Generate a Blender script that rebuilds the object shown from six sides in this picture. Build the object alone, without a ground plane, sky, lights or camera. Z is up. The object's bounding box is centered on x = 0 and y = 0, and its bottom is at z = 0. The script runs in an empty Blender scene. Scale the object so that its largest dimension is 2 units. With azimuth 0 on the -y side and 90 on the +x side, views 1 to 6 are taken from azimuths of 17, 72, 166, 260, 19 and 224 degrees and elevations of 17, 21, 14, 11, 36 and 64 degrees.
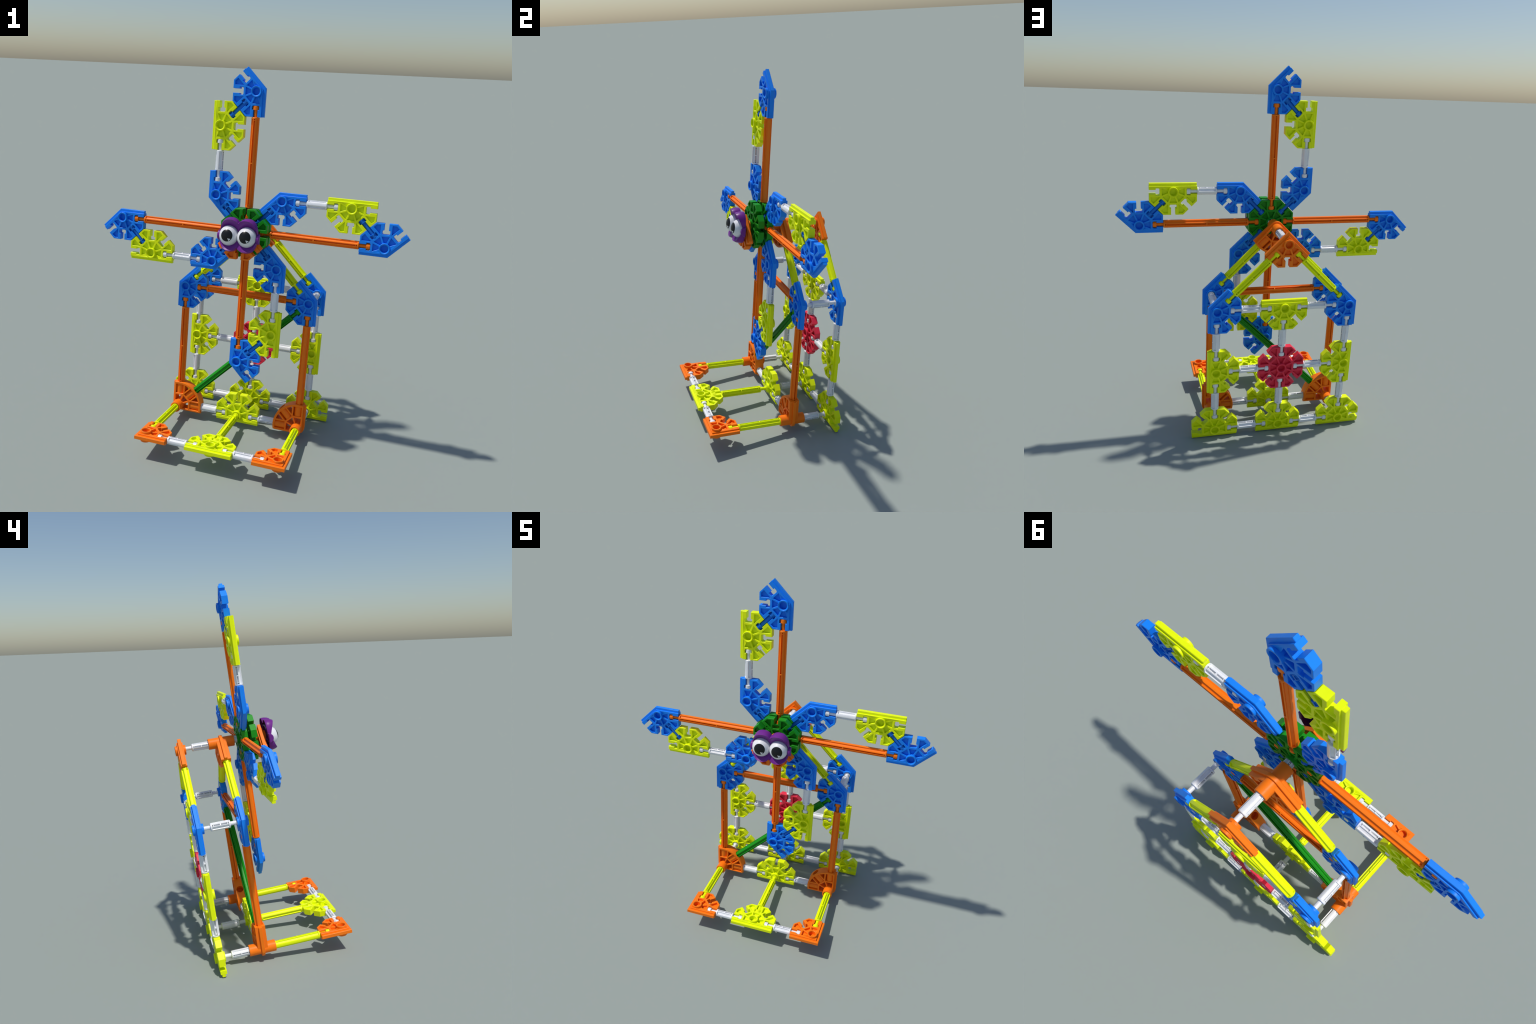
"""Construction-toy windmill: snap connectors and grooved rods, sails and an eye mask."""
import bpy, bmesh, math
from math import sin, cos, pi, radians, sqrt
from mathutils import Matrix, Vector
from mathutils.geometry import delaunay_2d_cdt

# ------------------------------------------------------------------ sizes (m)
W = 0.3591            # node spacing: length of a short white rod between two hubs
RO = 0.1255           # connector: hub centre to the mouth of a slot
PLATE = 0.0172        # half thickness of a connector plate
WEB = 0.0042          # half thickness of the floor inside its pockets
RIM = 0.0292          # half height of the hub ring
TIP = 0.070           # hub centre to the tip of an inserted rod
SNAP = 0.057          # rod end: head plus neck
Y_REAR, Y_FRONT, Y_BASE = -0.0015, -0.230, -0.686
X_APEX, Z_APEX, Z_REAR_APEX = 0.006, 3 * W + 0.005, 3 * W - 0.001

# pose of the standing frame: leans back a little, slightly turned
FRAME = Matrix.Translation((-0.0168, 0.2936, 0.0482)) @ Matrix.Rotation(
    radians(5.923), 4, Vector((-5.8676, 0.1465, 0.7991)).normalized())
# the sail wheel sits on the axle, in front of the frame (in frame coordinates)
WHEEL = Matrix.Translation((0.0104, -0.3462, 1.0866)) @ Matrix.Rotation(radians(0.32), 4, 'Z') @ Matrix.Rotation(radians(-0.15), 4, 'X')
UPRIGHT = Matrix.Rotation(pi / 2, 4, 'X')      # plate drawn in x,y -> stands in x,z


# ------------------------------------------------------------------ materials
def plastic(name, rgb, rough=0.45, spec=0.22, vary=0.03, coat=0.0):
    m = bpy.data.materials.new(name)
    m.use_nodes = True
    nt = m.node_tree
    b = nt.nodes['Principled BSDF']
    tc = nt.nodes.new('ShaderNodeTexCoord')
    n = nt.nodes.new('ShaderNodeTexNoise')
    n.inputs['Scale'].default_value = 22
    n.inputs['Detail'].default_value = 3
    nt.links.new(tc.outputs['Object'], n.inputs['Vector'])
    ramp = nt.nodes.new('ShaderNodeValToRGB')
    ramp.color_ramp.elements[0].position = 0.3
    ramp.color_ramp.elements[1].position = 0.7
    ramp.color_ramp.elements[0].color = [c * (1 - vary) for c in rgb] + [1]
    ramp.color_ramp.elements[1].color = [min(1, c * (1 + vary)) for c in rgb] + [1]
    nt.links.new(n.outputs['Fac'], ramp.inputs['Fac'])
    nt.links.new(ramp.outputs['Color'], b.inputs['Base Color'])
    fine = nt.nodes.new('ShaderNodeTexNoise')
    fine.inputs['Scale'].default_value = 160
    nt.links.new(tc.outputs['Object'], fine.inputs['Vector'])
    rr = nt.nodes.new('ShaderNodeMapRange')
    rr.inputs['To Min'].default_value = rough - 0.05
    rr.inputs['To Max'].default_value = rough + 0.05
    nt.links.new(fine.outputs['Fac'], rr.inputs['Value'])
    nt.links.new(rr.outputs['Result'], b.inputs['Roughness'])
    b.inputs['Specular IOR Level'].default_value = spec
    b.inputs['Coat Weight'].default_value = coat
    return m


YELLOW = plastic('lime_yellow_plastic', (0.84, 0.96, 0.003))
ORANGE = plastic('orange_plastic', (1.0, 0.205, 0.007))
BLUE = plastic('blue_plastic', (0.010, 0.238, 0.91))
NAVY = plastic('deep_blue_plastic', (0.010, 0.165, 0.64))
GREEN = plastic('green_plastic', (0.011, 0.28, 0.011))
RED = plastic('raspberry_red_plastic', (0.80, 0.035, 0.075))
WHITE = plastic('pearl_white_plastic', (0.83, 0.84, 0.86), rough=0.3, spec=0.5)
PURPLE = plastic('purple_plastic', (0.165, 0.024, 0.245), rough=0.36)
EYE = plastic('eye_white_plastic', (0.80, 0.80, 0.82), rough=0.22, spec=0.5, vary=0.01)
BLACK = plastic('pupil_black_plastic', (0.012, 0.013, 0.014), rough=0.3)


# ------------------------------------------------------------------ mesh helpers
def finish(mesh, mat, angle=32):
    mesh.materials.clear()
    mesh.materials.append(mat)
    for p in mesh.polygons:
        p.use_smooth = True
        p.material_index = 0
    mesh.set_sharp_from_angle(angle=radians(angle))
    return mesh


def inset(pts, d):
    """Loop moved by d to its left (miter joints)."""
    n, out = len(pts), []
    for i in range(n):
        p, q, r = Vector(pts[i - 1]), Vector(pts[i]), Vector(pts[(i + 1) % n])
        e0, e1 = (q - p).normalized(), (r - q).normalized()
        n0, n1 = Vector((-e0.y, e0.x)), Vector((-e1.y, e1.x))
        m = n0 + n1
        m = m / max(0.35, m.dot(n1)) if m.length > 1e-6 else n0
        out.append((q.x + m.x * d, q.y + m.y * d))
    return out


def slab(outer, holes, half, bevel=0.0013):
    """Extruded flat shape with chamfered edges, drawn in x,y, from -half to +half."""
    def area(p):
        return sum(u[0] * v[1] - v[0] * u[1] for u, v in zip(p, p[1:] + p[:1]))
    loops = []
    for k, pts in enumerate([outer] + list(holes)):
        pts = list(pts)
        if (area(pts) > 0) != (k == 0):
            pts.reverse()                        # material always lies to the left
        loops.append(pts)
    bm = bmesh.new()
    flat_pts, edges = [], []
    rings = []
    for pts in loops:
        ins = inset(pts, bevel)
        base = len(flat_pts)
        flat_pts += [Vector(p) for p in ins]
        edges += [(base + i, base + (i + 1) % len(ins)) for i in range(len(ins))]
        rings.append([[bm.verts.new((x, y, z)) for x, y in lp] for lp, z in
                      ((ins, half), (pts, half - bevel), (pts, bevel - half), (ins, -half))])
    vs, _, faces, orig, _, _ = delaunay_2d_cdt(flat_pts, edges, [], 1, 1e-7)
    inner = [lp for lp in loops[1:]]

    def inside(p, lp):
        c, j = False, len(lp) - 1
        for i in range(len(lp)):
            (xi, yi), (xj, yj) = lp[i], lp[j]
            if (yi > p.y) != (yj > p.y) and p.x < (xj - xi) * (p.y - yi) / (yj - yi) + xi:
                c = not c
            j = i
        return c
    top = [v for r in rings for v in r[0]]
    bot = [v for r in rings for v in r[3]]
    for f in faces:
        cen = sum((vs[i] for i in f), Vector((0, 0))) / len(f)
        if not inside(cen, loops[0]) or any(inside(cen, lp) for lp in inner):
            continue
        ids = [orig[i][0] for i in f]
        if len(set(ids)) < 3:
            continue
        bm.faces.new([top[i] for i in ids])
        bm.faces.new([bot[i] for i in reversed(ids)])
    for r in rings:
        n = len(r[0])
        for u, v in zip(r, r[1:]):
            for i in range(n):
                bm.faces.new((u[i], v[i], v[(i + 1) % n], u[(i + 1) % n]))
    me = bpy.data.meshes.new('slab')
    bm.to_mesh(me)
    bm.free()
    return me


def circle(r, n=40, c=(0, 0)):
    return [(c[0] + r * cos(2 * pi * i / n), c[1] + r * sin(2 * pi * i / n)) for i in range(n)]


def lathe(profile, n=32, sx=1.0, sy=1.0):
    """Solid of revolution about z from (radius, z) pairs; sx, sy squash each ring."""
    return loft([[(r * cos(2 * pi * i / n) * sx, r * sin(2 * pi * i / n) * sy, z) for i in range(n)]
                 for r, z in profile])


def loft(rings, cap=True):
    bm = bmesh.new()
    vr = [[bm.verts.new(p) for p in ring] for ring in rings]
    n = len(vr[0])
    for a, b in zip(vr, vr[1:]):
        for i in range(n):
            bm.faces.new((a[i], a[(i + 1) % n], b[(i + 1) % n], b[i]))
    if cap:
        bm.faces.new(list(reversed(vr[0])))
        bm.faces.new(vr[-1])
    bmesh.ops.recalc_face_normals(bm, faces=bm.faces)
    me = bpy.data.meshes.new('loft')
    bm.to_mesh(me)
    bm.free()
    return me


def box(x0, x1, y0, y1, z0, z1):
    return loft([[(x0, y0, z), (x1, y0, z), (x1, y1, z), (x0, y1, z)] for z in (z0, z1)])


def merged(parts, name):
    """Join (mesh, matrix) pairs into one mesh."""
    bm = bmesh.new()
    for me, mx in parts:
        tmp = me.copy()
        tmp.transform(mx)
        bm.from_mesh(tmp)
        bpy.data.meshes.remove(tmp)
    out = bpy.data.meshes.new(name)
    bm.to_mesh(out)
    bm.free()
    return out


I4 = Matrix.Identity(4)


# ------------------------------------------------------------------ snap connectors
def polar(rad, tan, ang):
    """Point given along a slot direction: rad outwards, tan to its left."""
    a = radians(ang)
    return (rad * cos(a) - tan * sin(a), rad * sin(a) + tan * cos(a))


def cross(a0, d0, a1, d1):
    """Meeting point of the lines parallel to directions a0, a1 at left offsets d0, d1."""
    n0, n1 = (-sin(radians(a0)), cos(radians(a0))), (-sin(radians(a1)), cos(radians(a1)))
    det = n0[0] * n1[1] - n0[1] * n1[0]
    return ((d0 * n1[1] - d1 * n0[1]) / det, (n0[0] * d1 - n1[0] * d0) / det)


THROAT, SEAT, BARW, TONGUE = 0.0115, 0.0192, 0.0315, 0.0455


def connector_mesh(name, slots, mat):
    """Snap connector with `slots` slots 45 degrees apart starting at angle 0.
    Fewer than eight: straight bars with a thinner tongue close the open side."""
    full = slots == 8
    angs = [45 * i for i in range(slots)]
    last = angs[-1]
    out = []
    for i, a in enumerate(angs):
        if i == 0 and not full:
            out.append(polar(RO, -BARW, a))
        out += [polar(r, t, a) for r, t in (
            (RO, -THROAT), (0.0905, -THROAT), (0.0905, -SEAT), (0.0745, -SEAT), (0.070, -0.0150),
            (0.070, 0.0150), (0.0745, SEAT), (0.0905, SEAT), (0.0905, THROAT), (RO, THROAT))]
        if i == slots - 1 and not full:
            out.append(polar(RO, BARW, a))
        else:
            out.append(polar(RO / cos(radians(22.5)), 0, a + 22.5))
    if not full and slots < 5:
        out.append(cross(0, -BARW, last, BARW))
    holes = [circle(0.0215)]
    for a in angs:                               # pockets round the hub
        w = 0.0046
        s, c = sin(radians(22.5)), cos(radians(22.5))

        def side(r, sg):
            return (r * c + w * s, sg * (r * s - w * c))
        r_in, r_out = 0.0272, (0.0590 - w * s) / c
        holes.append([polar(*side(r_in, -1), a), polar(*side(r_out, -1), a),
                      polar(*side(r_out, 1), a), polar(*side(r_in, 1), a)])
    teeth = range(slots if full else slots - 1)
    for i in teeth:                              # pocket in each tooth
        a = angs[i]
        d, e = 0.0285, RO - 0.0088
        holes.append([cross(a, d, a + 45, -d), polar(e, d, a),
                      polar(e / cos(radians(22.5)), 0, a + 22.5), polar(e, -d, a + 45)])
    parts = [(slab(out, holes, PLATE), I4)]
    # floor of the pockets: the same outline drawn a little smaller
    ins = 0.0022
    web = []
    for i, a in enumerate(angs):
        if i == 0 and not full:
            web.append(polar(RO - ins, -BARW + ins, a))
        web += [polar(r, t, a) for r, t in ((RO - ins, -THROAT - ins), (0.093, -SEAT - ins), (0.072, -SEAT - ins),
                                            (0.067, -0.015), (0.067, 0.015), (0.072, SEAT + ins),
                                            (0.093, SEAT + ins), (RO - ins, THROAT + ins))]
        if i == slots - 1 and not full:
            web.append(polar(RO - ins, BARW - ins, a))
        else:
            web.append(polar((RO - ins) / cos(radians(22.5)), 0, a + 22.5))
    if not full and slots < 5:
        web.append(cross(0, -BARW + ins, last, BARW - ins))
    parts.append((slab(web, [], WEB, 0.0004), I4))
    parts.append((slab(circle(0.0276, 48), [circle(0.0194, 48)], RIM, 0.0014), I4))
    if not full:                                 # tongue along the outside of the bars
        i0, o0 = -BARW + 0.003, -TONGUE
        end = RO - 0.0008
        if slots == 5:
            tong = [(end, i0), (-end, i0), (-end, o0), (end, o0)]
        else:
            tong = [polar(end, i0, 0), cross(0, i0, last, -i0), polar(end, -i0, last),
                    polar(end, -o0, last), cross(0, o0, last, -o0), polar(end, o0, 0)]
        parts.append((slab(tong, [], 0.0098, 0.0016), I4))
    return finish(merged(parts, name), mat)


# ------------------------------------------------------------------ quarter-round corner connector
def corner_mesh(name, mat):
    """Quarter-round corner with three blind sockets at 0, 45, 90 degrees and a cross tube."""
    T, R = 0.0280, 0.1385
    edge = 0.0285
    arc = []
    a0 = -math.degrees(math.asin(edge / R))
    arc_n = 28
    for i in range(arc_n + 1):
        a = radians(a0 + (90 - 2 * a0) * i / arc_n)
        arc.append((R * cos(a), R * sin(a)))
    outer = arc + [(-edge, 0.0)] + [(edge * cos(radians(t)), edge * sin(radians(t))) for t in range(195, 270, 15)] + [(0, -edge)]
    # openings between the ribs
    rb = 0.0045
    ri, ro = 0.0700, 0.1270
    sd = 0.0205
    holes = []
    for a in (0, 45, 90):                        # windows over the three sockets
        lo, hi = (-sd, 0.0262) if a == 0 else (-0.0262, sd) if a == 90 else (-0.0245, 0.0245)
        holes.append([polar(ri, lo, a), polar(sqrt(ro * ro - lo * lo), lo, a),
                      polar(ro, 0, a), polar(sqrt(ro * ro - hi * hi), hi, a), polar(ri, hi, a)])
    for a in (22.5, 67.5):                       # small wedges between the windows
        p = cross(0, 0.0345, 45, -0.0325) if a < 45 else cross(45, 0.0325, 90, -0.0345)
        q0 = (0, 0.0345) if a < 45 else (45, 0.0325)
        q1 = (45, -0.0325) if a < 45 else (90, -0.0345)
        e0 = polar(sqrt(ro * ro - q0[1] ** 2), q0[1], q0[0])
        e1 = polar(sqrt(ro * ro - q1[1] ** 2), q1[1], q1[0])
        holes.append([p, e0, e1])
    s, c = sin(radians(22.5)), cos(radians(22.5))
    for a in (0, 45, 90):                        # openings next to the tube
        def side(r, sg):
            return (r * c + rb * s, sg * (r * s - rb * c))
        r_out = (0.0605 - rb * s) / c
        pl = [side(0.026, -1), side(r_out, -1), side(r_out, 1), side(0.026, 1)]
        if a == 0:
            pl = [(0.026, -sd), (0.0605, -sd)] + pl[2:]
        if a == 90:
            pl = pl[:2] + [(0.0605, sd), (0.026, sd)]
        holes.append([polar(r, t, a) for r, t in pl])
    parts = [(slab(outer, holes, T, 0.0014), I4)]
    # socket barrels behind the windows
    for a in (0, 45, 90):
        m = Matrix.Rotation(radians(a), 4, 'Z') @ Matrix.Rotation(pi / 2, 4, 'Y')
        parts.append((lathe([(0.0215, 0.066), (0.0248, 0.067), (0.0248, 0.131), (0.0222, 0.1315), (0.0222, 0.09)], 32), m))
    # outer tongue, rounded round the tube
    o, i_, e = 0.0410, 0.0262, 0.1345
    tong = ([(e, -i_), (e, -o), (0, -o)] + [(o * cos(radians(t)), o * sin(radians(t))) for t in range(255, 180, -15)]
            + [(-o, 0), (-o, e), (-i_, e), (-i_, 0)]
            + [(i_ * cos(radians(t)), i_ * sin(radians(t))) for t in range(195, 270, 15)] + [(0, -i_)])
    parts.append((slab(tong, [], 0.0086, 0.0014), I4))
    body = merged(parts, name)
    # bore the sockets through the rounded rim
    ob = bpy.data.objects.new('body', body)
    bpy.context.scene.collection.objects.link(ob)
    cutters = merged([(lathe([(0.0217, 0.10), (0.0217, 0.16)], 32),
                       Matrix.Rotation(radians(a), 4, 'Z') @ Matrix.Rotation(pi / 2, 4, 'Y')) for a in (0, 45, 90)], 'cut')
    co = bpy.data.objects.new('cut', cutters)
    bpy.context.scene.collection.objects.link(co)
    md = ob.modifiers.new('bore', 'BOOLEAN')
    md.operation = 'DIFFERENCE'
    md.solver = 'EXACT'
    md.use_self = True
    md.object = co
    dg = bpy.context.evaluated_depsgraph_get()
    bored = bpy.data.meshes.new_from_object(ob.evaluated_get(dg))
    bpy.data.objects.remove(ob)
    bpy.data.objects.remove(co)
    # cross tube with a floor in the middle
    tube = lathe([(0.0223, -0.005), (0.0223, -0.0715), (0.0236, -0.0728), (0.0290, -0.0728), (0.0303, -0.0715),
                  (0.0303, 0.0715), (0.0290, 0.0728), (0.0236, 0.0728), (0.0223, 0.0715), (0.0223, 0.005)], 40)
    return finish(merged([(bored, I4), (tube, I4)], name), mat)


# ------------------------------------------------------------------ rods and pins
def rod_section():
    """Quarter of the grooved rod section, mirrored: flat faces at x, slotted ridges at y."""
    q = [(0.0205, 0.0), (0.0208, 0.0045), (0.0196, 0.0078), (0.0180, 0.0080), (0.0128, 0.0062), (0.0062, 0.0130),
         (0.0080, 0.0178), (0.0078, 0.0192), (0.0044, 0.0207), (0.0038, 0.0100)]
    q2 = [(-x, y) for x, y in reversed(q[:])]
    up = q + q2
    return up[:-1] + [(x, -y) for x, y in reversed(up[1:])]


def rod_mesh(name, length, mat):
    """Rod along z, from tip to tip; snap heads on necks at both ends of a grooved body."""
    L = length / 2
    b = L - SNAP
    sec = rod_section()
    body = loft([[(x, y, z) for x, y in sec] for z in (-b + 0.004, b - 0.004)])
    parts = [(body, I4)]
    n = 16
    for s in (1, -1):
        m = Matrix.Diagonal((1, 1, s, 1)) if s == 1 else Matrix.Rotation(pi, 4, 'X')
        collar = lathe([(0.0185, b), (0.0207, b - 0.0022), (0.0207, b - 0.0085), (0.010, b - 0.0088)], 24)
        neck = lathe([(0.0106, b - 0.002), (0.0106, L - 0.018)], 24)
        head = lathe([(0.0150, L - 0.0212), (0.0180, L - 0.0200), (0.0180, L - 0.0025), (0.0155, L)], 28)
        bridge = box(-0.0052, 0.0052, -0.0200, 0.0200, b - 0.0170, b - 0.0145)
        parts += [(collar, m), (neck, m), (head, m), (bridge, m)]
    parts.append((box(-0.0052, 0.0052, -0.0202, 0.0202, -0.0030, 0.0030), I4))
    return finish(merged(parts, name), mat, 28)


def pin_mesh(name, mat):
    """Short link pin: two notched heads on a plain shank, along z."""
    L = (W / sqrt(2) - 2 * TIP) / 2
    parts = [(lathe([(0.0120, -L + 0.01), (0.0120, L - 0.01)], 28), I4)]
    for s in (1, -1):
        m = I4 if s == 1 else Matrix.Rotation(pi, 4, 'X')
        parts.append((lathe([(0.0125, L - 0.0225), (0.0150, L - 0.0215), (0.0150, L - 0.001), (0.0135, L)], 28), m))
        for zc in (L - 0.0185, L - 0.0025):      # two ribs round the head
            parts.append((lathe([(0.0165, zc - 0.0022), (0.0182, zc - 0.0016), (0.0182, zc + 0.0016), (0.0165, zc + 0.0022)], 28), m))
        for k in range(4):                       # ribs along the head
            parts.append((box(-0.0030, 0.0030, 0.010, 0.0180, L - 0.0200, L - 0.0012),
                          m @ Matrix.Rotation(k * pi / 2 + pi / 2, 4, 'Z')))
    return finish(merged(parts, name), mat)


# ------------------------------------------------------------------ assembly
root = bpy.data.objects.new('toy_windmill', None)
root.matrix_world = FRAME
root['label'] = 'colourful snap-together toy windmill with purple googly eyes'
root['category'] = 'construction toy'
bpy.context.scene.collection.objects.link(root)


def place(name, mesh, mx, parent=root):
    ob = bpy.data.objects.new(name, mesh)
    bpy.context.scene.collection.objects.link(ob)
    ob.parent = parent
    ob.matrix_parent_inverse = I4
    ob.matrix_basis = mx
    return ob


M5Y = connector_mesh('five_slot_yellow', 5, YELLOW)
M4B = connector_mesh('four_slot_blue', 4, BLUE)
M3O = connector_mesh('three_slot_orange', 3, ORANGE)
M8R = connector_mesh('eight_slot_red', 8, RED)
M8G = connector_mesh('eight_slot_green', 8, GREEN)
MCO = corner_mesh('quarter_round_orange', ORANGE)
LW, LY, LO, LG = W - 2 * TIP, sqrt(2) * W - 2 * TIP, 2 * W - 2 * TIP, 2 * sqrt(2) * W - 2 * TIP
MRW = rod_mesh('short_white', LW, WHITE)
MRY = rod_mesh('medium_yellow', LY, YELLOW)
MRO = rod_mesh('long_orange', LO, ORANGE)
MRG = rod_mesh('longest_green', LG, GREEN)
MPIN = pin_mesh('link_pin', NAVY)


def at(x, y, z):
    return Matrix.Translation((x, y, z))


def standing(name, mesh, x, y, z, first_angle, base=I4):
    """Connector in an upright plane; first_angle is the direction of its first slot."""
    return place(name, mesh, base @ at(x, y, z) @ UPRIGHT @ Matrix.Rotation(radians(first_angle), 4, 'Z'))


def flat(name, mesh, x, y, z, first_angle):
    return place(name, mesh, at(x, y, z) @ Matrix.Rotation(radians(first_angle), 4, 'Z'))


def rod(name, mesh, a, b, base=I4, roll=0.0, face=(0, 1, 0)):
    """Rod centred between points a and b; its slotted ridges face `face`, then rolled."""
    a, b = Vector(a), Vector(b)
    z = (b - a).normalized()
    y = Vector(face)
    y = (y - z * y.dot(z)).normalized()
    x = y.cross(z)
    m = Matrix((x, y, z)).transposed().to_4x4()
    m.translation = (a + b) / 2
    return place(name, mesh, base @ m @ Matrix.Rotation(radians(roll), 4, 'Z'))


# --- rear frame
yf, yb = Y_FRONT, Y_BASE


def rear(z):
    return Y_REAR + 0.0015 * z / W               # leans back a touch towards the gable


XR = W - 0.003                                   # front right column stands slightly inwards
for x in (-W, 0, W):
    standing('yellow_connector', M5Y, x, rear(0), 0, 0)
standing('yellow_connector', M5Y, -W, rear(W), W, 270)
standing('yellow_connector', M5Y, W, rear(W), W, 90)
standing('yellow_connector', M5Y, 0, rear(2 * W), 2 * W, 180)
standing('red_connector', M8R, 0, rear(W), W, 0)
standing('orange_connector', M3O, 0, rear(3 * W), Z_REAR_APEX, 225)
for y, yt, xr, xa, za in ((rear(2 * W), rear(3 * W), W, 0, Z_REAR_APEX), (yf, yf, XR, X_APEX, Z_APEX)):
    standing('blue_connector', M4B, -W, y, 2 * W, 270)
    standing('blue_connector', M4B, xr, y, 2 * W, 135)
    rod('yellow_rod', MRY, (-W, y, 2 * W), (xa, yt, za))
    rod('yellow_rod', MRY, (xr, y, 2 * W), (xa, yt, za))
for z in (0, W, 2 * W):
    rod('white_rod', MRW, (-W, rear(z), z), (0, rear(z), z), roll=80)
    rod('white_rod', MRW, (0, rear(z), z), (W, rear(z), z), roll=75)
for x in (-W, 0, W):
    for z in (0, W):
        rod('white_rod', MRW, (x, rear(z), z), (x, rear(z + W), z + W), face=(1, 0, 0), roll=12)

# --- front frame
yl = yf - 0.005                                # the foot of this frame leans forward
standing('yellow_connector', M5Y, 0, yl, 0, 0)
standing('corner_connector', MCO, -W, yl, 0, 0)
standing('corner_connector', MCO, XR, yl, 0, 90)
standing('corner_connector', MCO, X_APEX, yf + 0.003, Z_APEX, 225)
rod('white_rod', MRW, (-W, yl, 0), (0, yl, 0), roll=70)
rod('white_rod', MRW, (0, yl, 0), (XR, yl, 0), roll=20)
rod('orange_rod', MRO, (-W, yl, 0), (-W, yf, 2 * W))
rod('orange_rod', MRO, (XR, yl, 0), (XR, yf, 2 * W), face=(1, 0, 0))
rod('orange_rod', MRO, (-W, yf, 2 * W), (XR, yf, 2 * W), roll=45)
rod('green_rod', MRG, (-W, yl, 0), (XR, yf, 2 * W), roll=45)

# --- rods from the front frame to the rear frame
for x, z, r in ((-W, 0, 85), (0, 0, 0), (W, 0, 80), (-W, 2 * W, 55), (W, 2 * W, 55), (X_APEX, Z_APEX - 0.002, 75)):
    mid = (rear(z) + (yf if z else yl)) / 2
    x = min(x, W - 0.0015)
    rod('white_rod', MRW, (x, mid + 0.1, z), (x, mid - 0.1, z), face=(0, 0, 1), roll=r)

# --- feet in front
ZB = 0.0015
for x, a in ((-W, 0), (W, 90)):
    flat('orange_connector', M3O, x, yb, ZB, a)
flat('yellow_connector', M5Y, 0, yb, ZB, 0)
rod('white_rod', MRW, (-W, yb, ZB), (0, yb, ZB), face=(0, 0, 1))
rod('white_rod', MRW, (0, yb, ZB), (W, yb, ZB), face=(0, 0, 1))
for x, r in ((-W, 0), (0, 40), (W, 0)):
    y0 = yb + TIP
    rod('yellow_rod', MRY, (x, y0, ZB), (x, y0 + LY, 0), face=(0, 0, 1), roll=r)

# --- axle and the sail wheel
wx, wz = WHEEL.translation.x, WHEEL.translation.z
rod('white_rod', MRW, (wx, yf - 0.005, wz), (wx, yf - 0.005 - LW, wz), face=(0, 0, 1), roll=20)
standing('hub_connector', M8G, 0, 0, 0, 0, WHEEL)
standing('hub_connector', M8G, 0, -0.0525, 0, 0, WHEEL)
for k in range(4):
    turn = WHEEL @ Matrix.Rotation(radians(90 * k), 4, 'Y')     # clockwise seen from the front
    h = W / 2
    standing('blue_connector', M4B, 0, 0, 2 * W, 135, turn)
    standing('yellow_connector', M5Y, -h, 0, 3 * h, 270, turn)
    standing('blue_connector', M4B, -h, 0, h, 315, turn)
    rod('orange_rod', MRO, (0, 0, 0), (0, 0, 2 * W), turn)
    rod('white_rod', MRW, (-h, 0, h), (-h, 0, 3 * h), turn, roll=75)
    rod('link_pin', MPIN, (0, 0, 2 * W), (-h, 0, 3 * h), turn)
    rod('link_pin', MPIN, (0, 0, 0), (-h, 0, h), turn)
standing('orange_connector', M3O, wx, -0.4530, wz - 0.005, 225)


# ------------------------------------------------------------------ face on the hub
# face coordinates: x to the right, y up, z towards the viewer; origin at the rear rim
def lobes(scale, n=120, cx=0.0435, a=0.0570, b=0.0885, p=2.35):
    """Outline of two overlapping upright ovals side by side, as seen from their middle."""
    pts = []
    for i in range(n):
        t = 2 * pi * (i + 0.5) / n
        dx, dy = abs(cos(t)), abs(sin(t))
        lo, hi = 0.0, 0.2
        for _ in range(40):
            r = (lo + hi) / 2
            if (abs(r * dx - cx) / a) ** p + (r * dy / b) ** p < 1:
                lo = r
            else:
                hi = r
        pts.append((lo * cos(t) * scale, lo * sin(t) * scale, t))
    return pts


def lid_ring(s_mid, s_ends, depth_mid, depth_ends):
    """Ring of the mask; scale and depth change from the sides to the top and bottom."""
    out = []
    for x, y, t in lobes(1.0):
        f = min(1.0, (abs(y) / 0.0885) ** 1.15)
        k = s_mid + (s_ends - s_mid) * f
        out.append((x * (s_mid + (s_ends - s_mid) * f * 0.5), y * k, depth_mid + (depth_ends - depth_mid) * f))
    return out


def socket_ring(depth, k):
    """Edge of the eye openings: hidden inside the eyeballs."""
    return [(x * k, y * k, depth) for x, y, t in lobes(1.0, cx=0.0470, a=0.0475, b=0.0430, p=2.0)]


rings = [socket_ring(0.009, 0.99), lid_ring(0.93, 0.850, 0.0105, 0.0435), lid_ring(0.955, 0.935, 0.006, 0.030),
         lid_ring(0.960, 0.960, -0.002, -0.002), lid_ring(0.985, 0.985, -0.002, -0.002),
         lid_ring(1.0, 1.0, 0.001, 0.003), lid_ring(1.0, 0.99, 0.006, 0.018), lid_ring(0.995, 0.955, 0.010, 0.034),
         lid_ring(0.985, 0.885, 0.0145, 0.0470), socket_ring(0.013, 1.0)]
mask = loft(rings + rings[:1], cap=False)
FACE = at(wx + 0.001, -0.482, 3 * W + 0.009) @ Matrix.Rotation(radians(-2.5), 4, 'X') @ UPRIGHT
face = place('face_mask', finish(mask, PURPLE, 33), FACE)

ER = 0.0518


def ball_point(u, v, r):
    """Point on the front of a ball at sideways angle u and upward angle v (radians)."""
    return Vector((r * sin(u) * cos(v), r * sin(v), r * cos(u) * cos(v)))


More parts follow.
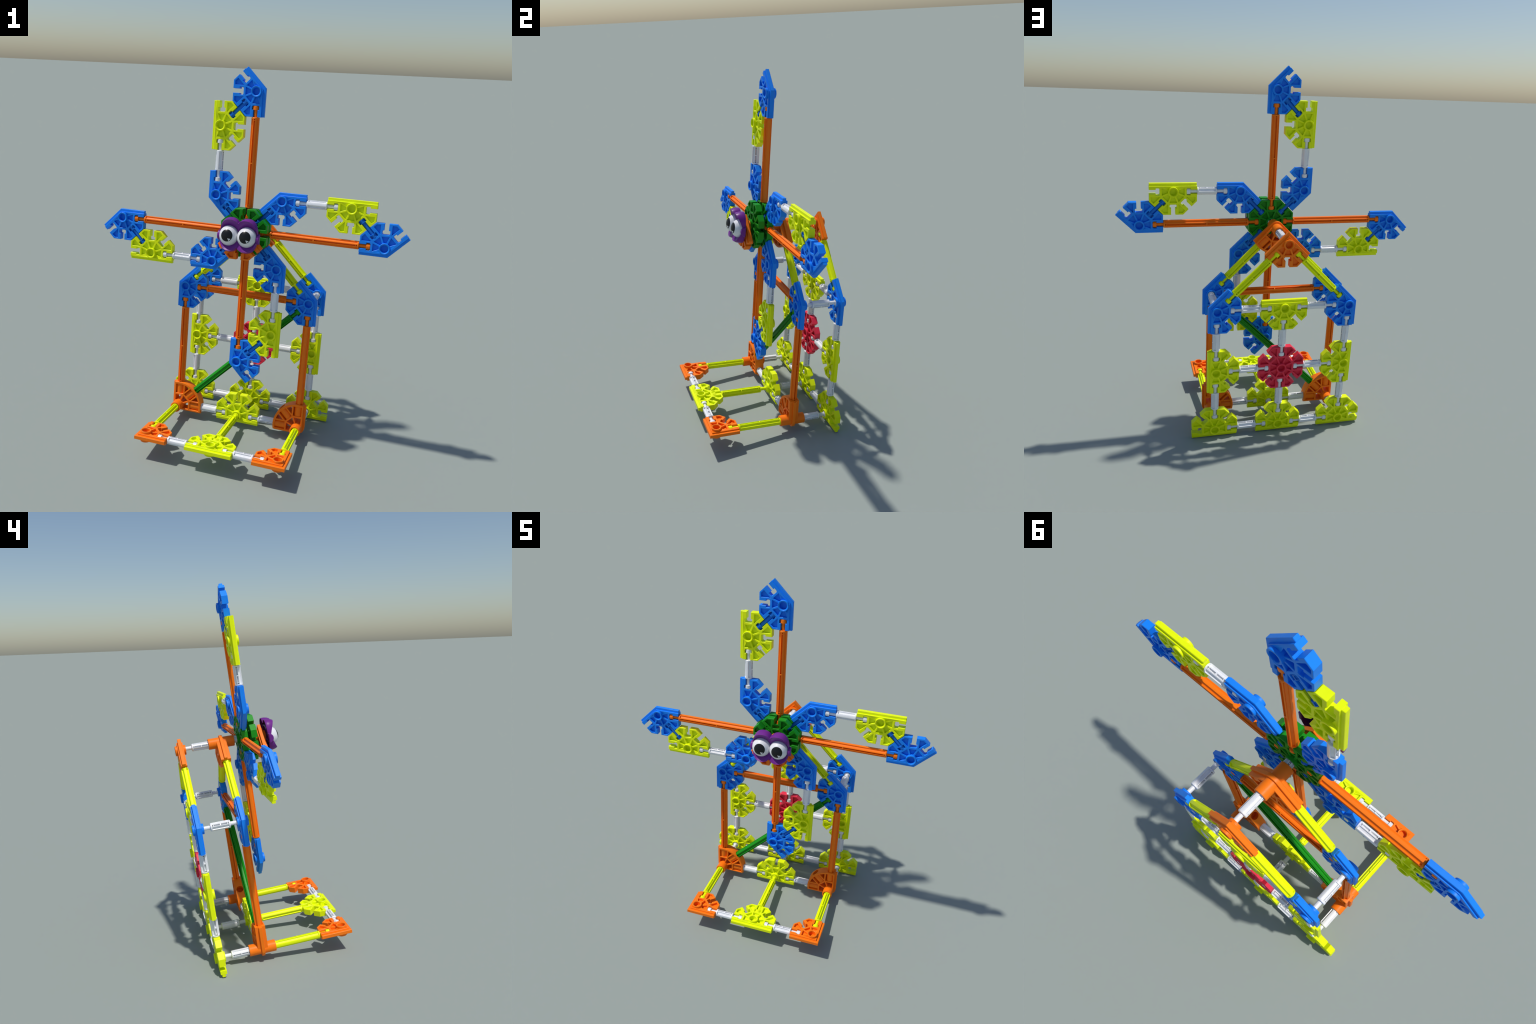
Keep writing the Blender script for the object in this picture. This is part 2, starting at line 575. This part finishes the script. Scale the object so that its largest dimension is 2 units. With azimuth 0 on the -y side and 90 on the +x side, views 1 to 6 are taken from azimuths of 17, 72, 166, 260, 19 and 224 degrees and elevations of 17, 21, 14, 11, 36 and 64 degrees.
def dome(mesh_name, r, wall, cap, mat, squash=(1, 1, 1), n=48, m=16):
    """Thick hollow cap of a ball, open at the back."""
    rings = []
    for rad, order in ((r - wall, range(m + 1)), (r, range(m, -1, -1))):
        for j in order:
            a = cap * j / m + 1e-4
            rings.append([(rad * sin(a) * cos(2 * pi * i / n) * squash[0],
                           rad * sin(a) * sin(2 * pi * i / n) * squash[1], rad * cos(a) * squash[2]) for i in range(n)])
    me = loft(rings)
    me.name = mesh_name
    return finish(me, mat, 50)


OVAL = (0.97, 1.03, 1.0)
ball = dome('eyeball', ER, 0.0012, radians(88), EYE, OVAL)
lining = dome('eye_socket', ER - 0.0014, 0.0020, radians(88), PURPLE, OVAL)
pupil_me = dome('pupil', ER + 0.0009, 0.0008, radians(35.5), BLACK, (0.97, 1.0, 1.0))
bm = bmesh.new()                                  # small wedge-shaped glint cut into the pupil
tri = [(0.13, -0.26), (0.45, -0.30), (0.25, -0.52)]
low = [bm.verts.new(ball_point(u, v, ER + 0.0004)) for u, v in tri]
top = [bm.verts.new(ball_point(u, v, ER + 0.0020)) for u, v in tri]
bm.faces.new(top)
bm.faces.new(list(reversed(low)))
for i in range(3):
    bm.faces.new((low[i], low[(i + 1) % 3], top[(i + 1) % 3], top[i]))
bmesh.ops.recalc_face_normals(bm, faces=bm.faces)
glint_me = bpy.data.meshes.new('glint')
bm.to_mesh(glint_me)
bm.free()
finish(glint_me, EYE)
# half-round ear, flat side on the rear rim
half_disc = [(0.0265 * sin(radians(t)), 0.0265 * cos(radians(t))) for t in range(0, 181, 10)]
ear_me = finish(slab([(x - 0.002, y) for x, y in half_disc], [], 0.0085, 0.0030), PURPLE, 40)
for s in (-1, 1):
    look = at(s * 0.0475 - 0.003, -0.006, 0.0115) @ Matrix.Rotation(radians(-5), 4, 'X') @ Matrix.Rotation(radians(2), 4, 'Y')
    place('eyeball', ball, look, face)
    place('eye_socket', lining, look, face)
    place('pupil', pupil_me, look, face)
    place('glint', glint_me, look, face)
    place('ear', ear_me, at(s * 0.1025 - 0.001, -0.010, 0.001) @ Matrix.Rotation(-pi / 2, 4, 'Y'), face)
